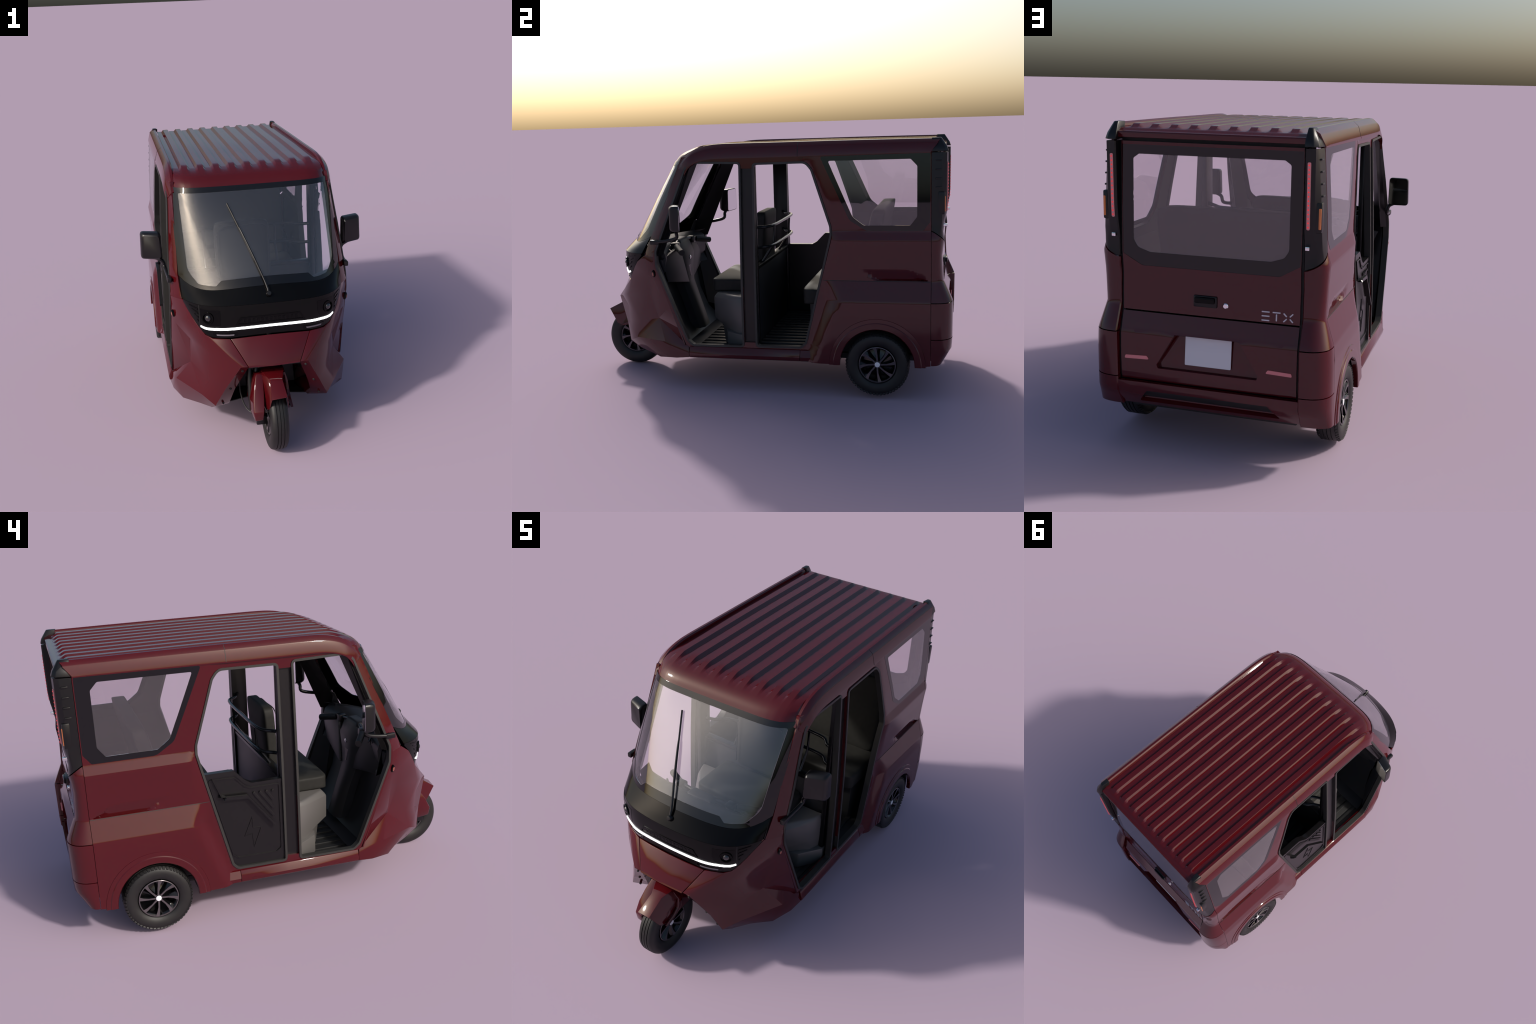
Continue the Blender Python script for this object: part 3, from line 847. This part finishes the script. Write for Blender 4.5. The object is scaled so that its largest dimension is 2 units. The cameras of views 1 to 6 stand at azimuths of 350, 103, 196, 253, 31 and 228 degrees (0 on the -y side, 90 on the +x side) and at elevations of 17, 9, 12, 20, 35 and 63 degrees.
tube("brake_hose", [(-.07, -.845, .20), (-.09, -.83, .17), (-.13, -.79, .19), (-.15, -.76, .26), (-.15, -.74, .36)], .0035, RUBBER, seg=6, smooth=6)

# ------------------------------------------------------------------ cabin
# floor pan with ribs
box("floor", (-.435, -.385, .178), (.435, -.02, .194), LINER, bevel=.003)
box("floor", (-.43, -.021, .180), (.43, .40, .238), LINER, bevel=.003)
box("floor", (-.34, -.50, .176), (.34, -.384, .194), LINER, bevel=.003)
for k in range(13):
    x = -.36 + k * .06
    box("floor_rib", (x - .012, -.36, .190), (x + .012, -.05, .201), LINER, bevel=.003)
    box("floor_rib", (x - .012, .0, .235), (x + .012, .30, .246), LINER, bevel=.003)
box("chassis", (-.34, -.45, .165), (.34, .90, .195), LINER, bevel=.004)
tube("rear_axle", [(-.40, WHEEL_Y, WHEEL_Z), (.40, WHEEL_Y, WHEEL_Z)], .02, LINER)
box("axle_housing", (-.10, .56, .10), (.10, .70, .23), LINER, bevel=.02)
for sgn in (-1, 1):
    # inner wheel box
    secs = []
    bm = bmesh.new()
    rows = []
    for k in range(21):
        a = math.pi * k / 20
        rows.append([bm.verts.new((x * sgn, WHEEL_Y + .195 * math.cos(a), .172 + .195 * math.sin(a))) for x in (.455, .30)])
    for a_, b_ in zip(rows, rows[1:]):
        bm.faces.new((a_[0], b_[0], b_[1], a_[1]))
    bm.faces.new([r[1] for r in rows])
    finish(bm, "wheel_house", LINER, thick=.004)

# toe board and dash
def xsec(y, z, w, h=None):
    return [(-w, y, z), (w, y, z)]
toe = [(-.36, .193, .385), (-.44, .195, .375), (-.50, .28, .325), (-.545, .40, .310), (-.575, .55, .330)]
loft("toe_board", [[(-w_, y, z), (w_, y, z)] for y, z, w_ in toe], TRIM, closed=False, caps=False, thick=.006)
# dash: rounded shelf below the screen
dash_prof = [(-.72, .740), (-.65, .752), (-.58, .740), (-.552, .718), (-.542, .685), (-.55, .62), (-.58, .57), (-.62, .56)]
secs = []
for k in range(13):
    x = -.355 + .71 * k / 12
    pull = .14 * (abs(x) / .355) ** 2.2
    secs.append([(x, min(y + pull * (1 if y < -.6 else .25), -.50), z) for y, z in dash_prof])
loft("dashboard", secs, TRIM, closed=True, caps=True, angle=40)
# leg shield: slim tapering steering cover from the dash to the floor
leg = [(-.545, .725, .140), (-.515, .66, .130), (-.518, .58, .105), (-.512, .50, .082), (-.478, .40, .075), (-.430, .25, .075), (-.425, .235, .075)]
secs = [[(-w_, y, z), (-w_ * .6, y + .022, z), (w_ * .6, y + .022, z), (w_, y, z), (w_ * .9, y - .05, z), (-w_ * .9, y - .05, z)] for y, z, w_ in leg]
loft("steering_cover", secs, TRIM, angle=40)
secs = [[(-w_, y, z), (w_, y, z), (w_ * .8, y - .02, z - .005), (-w_ * .8, y - .02, z - .005)] for y, z, w_ in ((-.498, .640, .035), (-.494, .56, .012), (-.490, .53, .008))]
loft("steering_cover_inset", secs, GLOSS, angle=40)
for sgn in (-1, 1):
    # side wings of the leg shield
    o = mesh_part("leg_shield", [(.06 * sgn, -.50, .50), (.33 * sgn, -.535, .55), (.385 * sgn, -.535, .68), (.13 * sgn, -.525, .72), (.075 * sgn, -.450, .25), (.28 * sgn, -.475, .25)],
                  [(0, 1, 2, 3)], TRIM, thick=.02, bevel=.004)
    for k in range(4):
        x = .20 + k * .022
        box("dash_vent", (min(x * sgn, (x + .010) * sgn), -.553, .668), (max(x * sgn, (x + .010) * sgn), -.526, .70), GLOSS, bevel=.002)
    # inner A-pillar cover
    o = loft("pillar_cover", [[(.384 * sgn, -.618, .71), (.355 * sgn, -.60, .71), (.400 * sgn, -.508, .71), (.428 * sgn, -.525, .71)],
                              [(.384 * sgn, -.384, 1.19), (.355 * sgn, -.365, 1.19), (.385 * sgn, -.300, 1.19), (.402 * sgn, -.330, 1.19)]], PLASTIC)
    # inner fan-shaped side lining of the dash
    o = mesh_part("side_lining", [(.40 * sgn, -.545, .70), (.395 * sgn, -.500, .83), (.350 * sgn, -.575, .80), (.335 * sgn, -.60, .735), (.405 * sgn, -.455, .45), (.40 * sgn, -.385, .25), (.325 * sgn, -.50, .30), (.335 * sgn, -.555, .60)],
                  [(0, 1, 2, 3), (0, 3, 7), (4, 0, 7), (4, 7, 6, 5)], TRIM, thick=.006)
# handlebar
tube("handlebar", [(-.235, -.47, .705), (-.19, -.50, .715), (-.10, -.535, .73), (0, -.545, .735), (.10, -.535, .73), (.19, -.50, .715), (.235, -.47, .705)], .010, STEEL, smooth=6)
box("instrument_cluster", (-.085, -.60, .70), (.085, -.515, .748), TRIM, bevel=.014, bseg=3, taper=(.8, .7))
for sgn in (-1, 1):
    tube("hand_grip", [(.165 * sgn, -.512, .719), (.255 * sgn, -.452, .700)], .0165, RUBBER, seg=14)
    box("switch_block", (min(.12 * sgn, .165 * sgn), -.55, .70), (max(.12 * sgn, .165 * sgn), -.505, .74), PLASTIC, bevel=.008)
    tube("brake_lever", [(.13 * sgn, -.55, .722), (.19 * sgn, -.555, .715), (.245 * sgn, -.51, .698)], .005, STEEL, seg=8, smooth=4)
ig = lathe_x("ignition_lock", [(-.01, .012), (.012, .011), (.014, .007), (.014, 0)], CHROME, seg=20)
ig.matrix_local = Matrix.Translation((0, -.502, .636)) @ Matrix.Rotation(math.pi / 2, 4, 'Z')

# driver seat: moulded box, cushion, backrest
def pedestal(name, rows, mat):
    """Moulded base: each row is (front half width, front y, side half width, z)."""
    loft(name, [[(-xf, yf, z), (xf, yf, z), (xs_ - .028, -.130, z), (xs_, -.055, z), (-xs_, -.055, z), (-xs_ + .028, -.130, z)] for xf, yf, xs_, z in rows], mat, bevel=.008, bseg=3, angle=30)
pedestal("seat_box", [(.225, -.230, .378, .196), (.230, -.242, .378, .300), (.265, -.275, .382, .350), (.265, -.277, .382, .462), (.248, -.258, .370, .486)], GREYBOX)
for sgn in (-1, 1):
    loft("seat_box_step", [[(.24 * sgn, -.215, z), (.325 * sgn, -.190, z), (.402 * sgn, -.082, z), (.402 * sgn, -.05, z), (.24 * sgn, -.05, z)] for z in (.196, .288)], GREYBOX, bevel=.006, angle=30)
def cushion(name, lo, hi, mat, lean=0.0, puff=.012, bevel=.025):
    """Padded block with rounded edges and a shallow seam groove."""
    bm = bmesh.new()
    bmesh.ops.create_cube(bm, size=1)
    bmesh.ops.subdivide_edges(bm, edges=bm.edges, cuts=9, use_grid_fill=True)
    c = [(a + b) / 2 for a, b in zip(lo, hi)]; s = [b - a for a, b in zip(lo, hi)]
    for v in bm.verts:
        u = Vector(v.co) * 2
        q = [0, 0, 0]
        for i in range(3):
            o1, o2 = u[(i + 1) % 3], u[(i + 2) % 3]
            r = min(bevel, s[i] * .48) / s[i] * 2
            k = max(abs(o1), abs(o2)) ** 8
            q[i] = u[i] * (1 - r * .55 * k * .5)
        v.co = (c[0] + q[0] * s[0] / 2, c[1] + q[1] * s[1] / 2 + lean * (q[2] + 1) / 2, c[2] + q[2] * s[2] / 2)
    return finish(bm, name, mat, subsurf=1, angle=60)
cushion("seat_cushion", (-.240, -.298, .480), (.240, -.035, .562), LEATHER)
cushion("seat_backrest", (-.150, -.085, .590), (.150, -.020, .908), LEATHER, lean=.02)
tube("seat_piping", [(-.135, -.088, .62), (-.138, -.080, .77), (-.125, -.072, .880), (0, -.070, .89), (.125, -.072, .880), (.138, -.080, .77), (.135, -.088, .62)], .003, LINER, seg=6, smooth=4)
# partition wall and grab rails behind the driver
box("partition", (-.385, -.030, .206), (.385, -.002, .640), TRIM, bevel=.005)
box("partition_cap", (-.39, -.036, .632), (.39, .004, .652), PLASTIC, bevel=.005)
for z in (.745, .850):
    tube("grab_rail", [(-.395, -.03, z + .01), (-.33, .005, z), (-.26, .055, z), (0, .062, z), (.26, .055, z), (.33, .005, z), (.395, -.03, z + .01)], .0085, STEEL, smooth=5)
for sgn in (-1, 1):
    tube("rail_post", [(.20 * sgn, -.015, .645), (.20 * sgn, .050, .745), (.20 * sgn, .055, .850)], .007, STEEL, seg=8)
    box("inner_pillar", (min(.375 * sgn, .398 * sgn), -.075, .21), (max(.375 * sgn, .398 * sgn), .008, 1.20), PLASTIC, bevel=.004)
# rear bench
cushion("bench_cushion", (-.375, .228, .446), (.375, .55, .542), LEATHER)
box("bench_base", (-.36, .27, .206), (.36, .60, .46), LINER, bevel=.006)
cushion("bench_backrest", (-.350, .495, .53), (.350, .578, .940), LEATHER, lean=.09)
box("parcel_shelf", (-.385, .60, .60), (.385, .91, .62), LINER, bevel=.004)
box("wheelbase_trunk", (-.27, .45, .19), (.27, .90, .30), LINER, bevel=.004)

# ------------------------------------------------------------------ mirrors
for sgn in (-1, 1):
    bm = bmesh.new()
    # rounded slab, slightly turned to the driver
    shape = round_poly([(.452, .846), (.556, .852), (.552, .986), (.455, .984)], [.014, .016, .018, .016])
    def slab(yf, k):
        c = (.504, .918)
        return [bm.verts.new(((c[0] + (x - c[0]) * k) * sgn, yf + (x - c[0]) * .30, c[1] + (z - c[1]) * k)) for x, z in shape]
    layers = [slab(-.424, .80), slab(-.418, .90), slab(-.406, .98), slab(-.392, 1.0), slab(-.374, 1.0), slab(-.372, .97)]
    for a_, b_ in zip(layers, layers[1:]):
        for i in range(len(shape)):
            j = (i + 1) % len(shape)
            bm.faces.new((a_[i], a_[j], b_[j], b_[i]))
    bm.faces.new(layers[0]); bm.faces.new(layers[-1])
    bmesh.ops.recalc_face_normals(bm, faces=bm.faces)
    mir = finish(bm, "mirror", PLASTIC, angle=35)
    bm = bmesh.new()
    c = (.504, .918)
    bm.faces.new([bm.verts.new(((c[0] + (x - c[0]) * .92) * sgn, -.3715 + (x - c[0]) * .30 * .92, c[1] + (z - c[1]) * .94)) for x, z in shape])
    finish(bm, "mirror_glass", CHROME, parent=mir, thick=.002, offset=0)
    tube("mirror_arm", [(.500 * sgn, -.40, .862), (.456 * sgn, -.408, .840), (.446 * sgn, -.412, .808), (.440 * sgn, -.470, .792), (.436 * sgn, -.53, .785)], .0095, PLASTIC, smooth=4, parent=mir)
    b = box("mirror_foot", (min(.424 * sgn, .446 * sgn), -.56, .772), (max(.424 * sgn, .446 * sgn), -.51, .797), PLASTIC, bevel=.005, parent=mir)
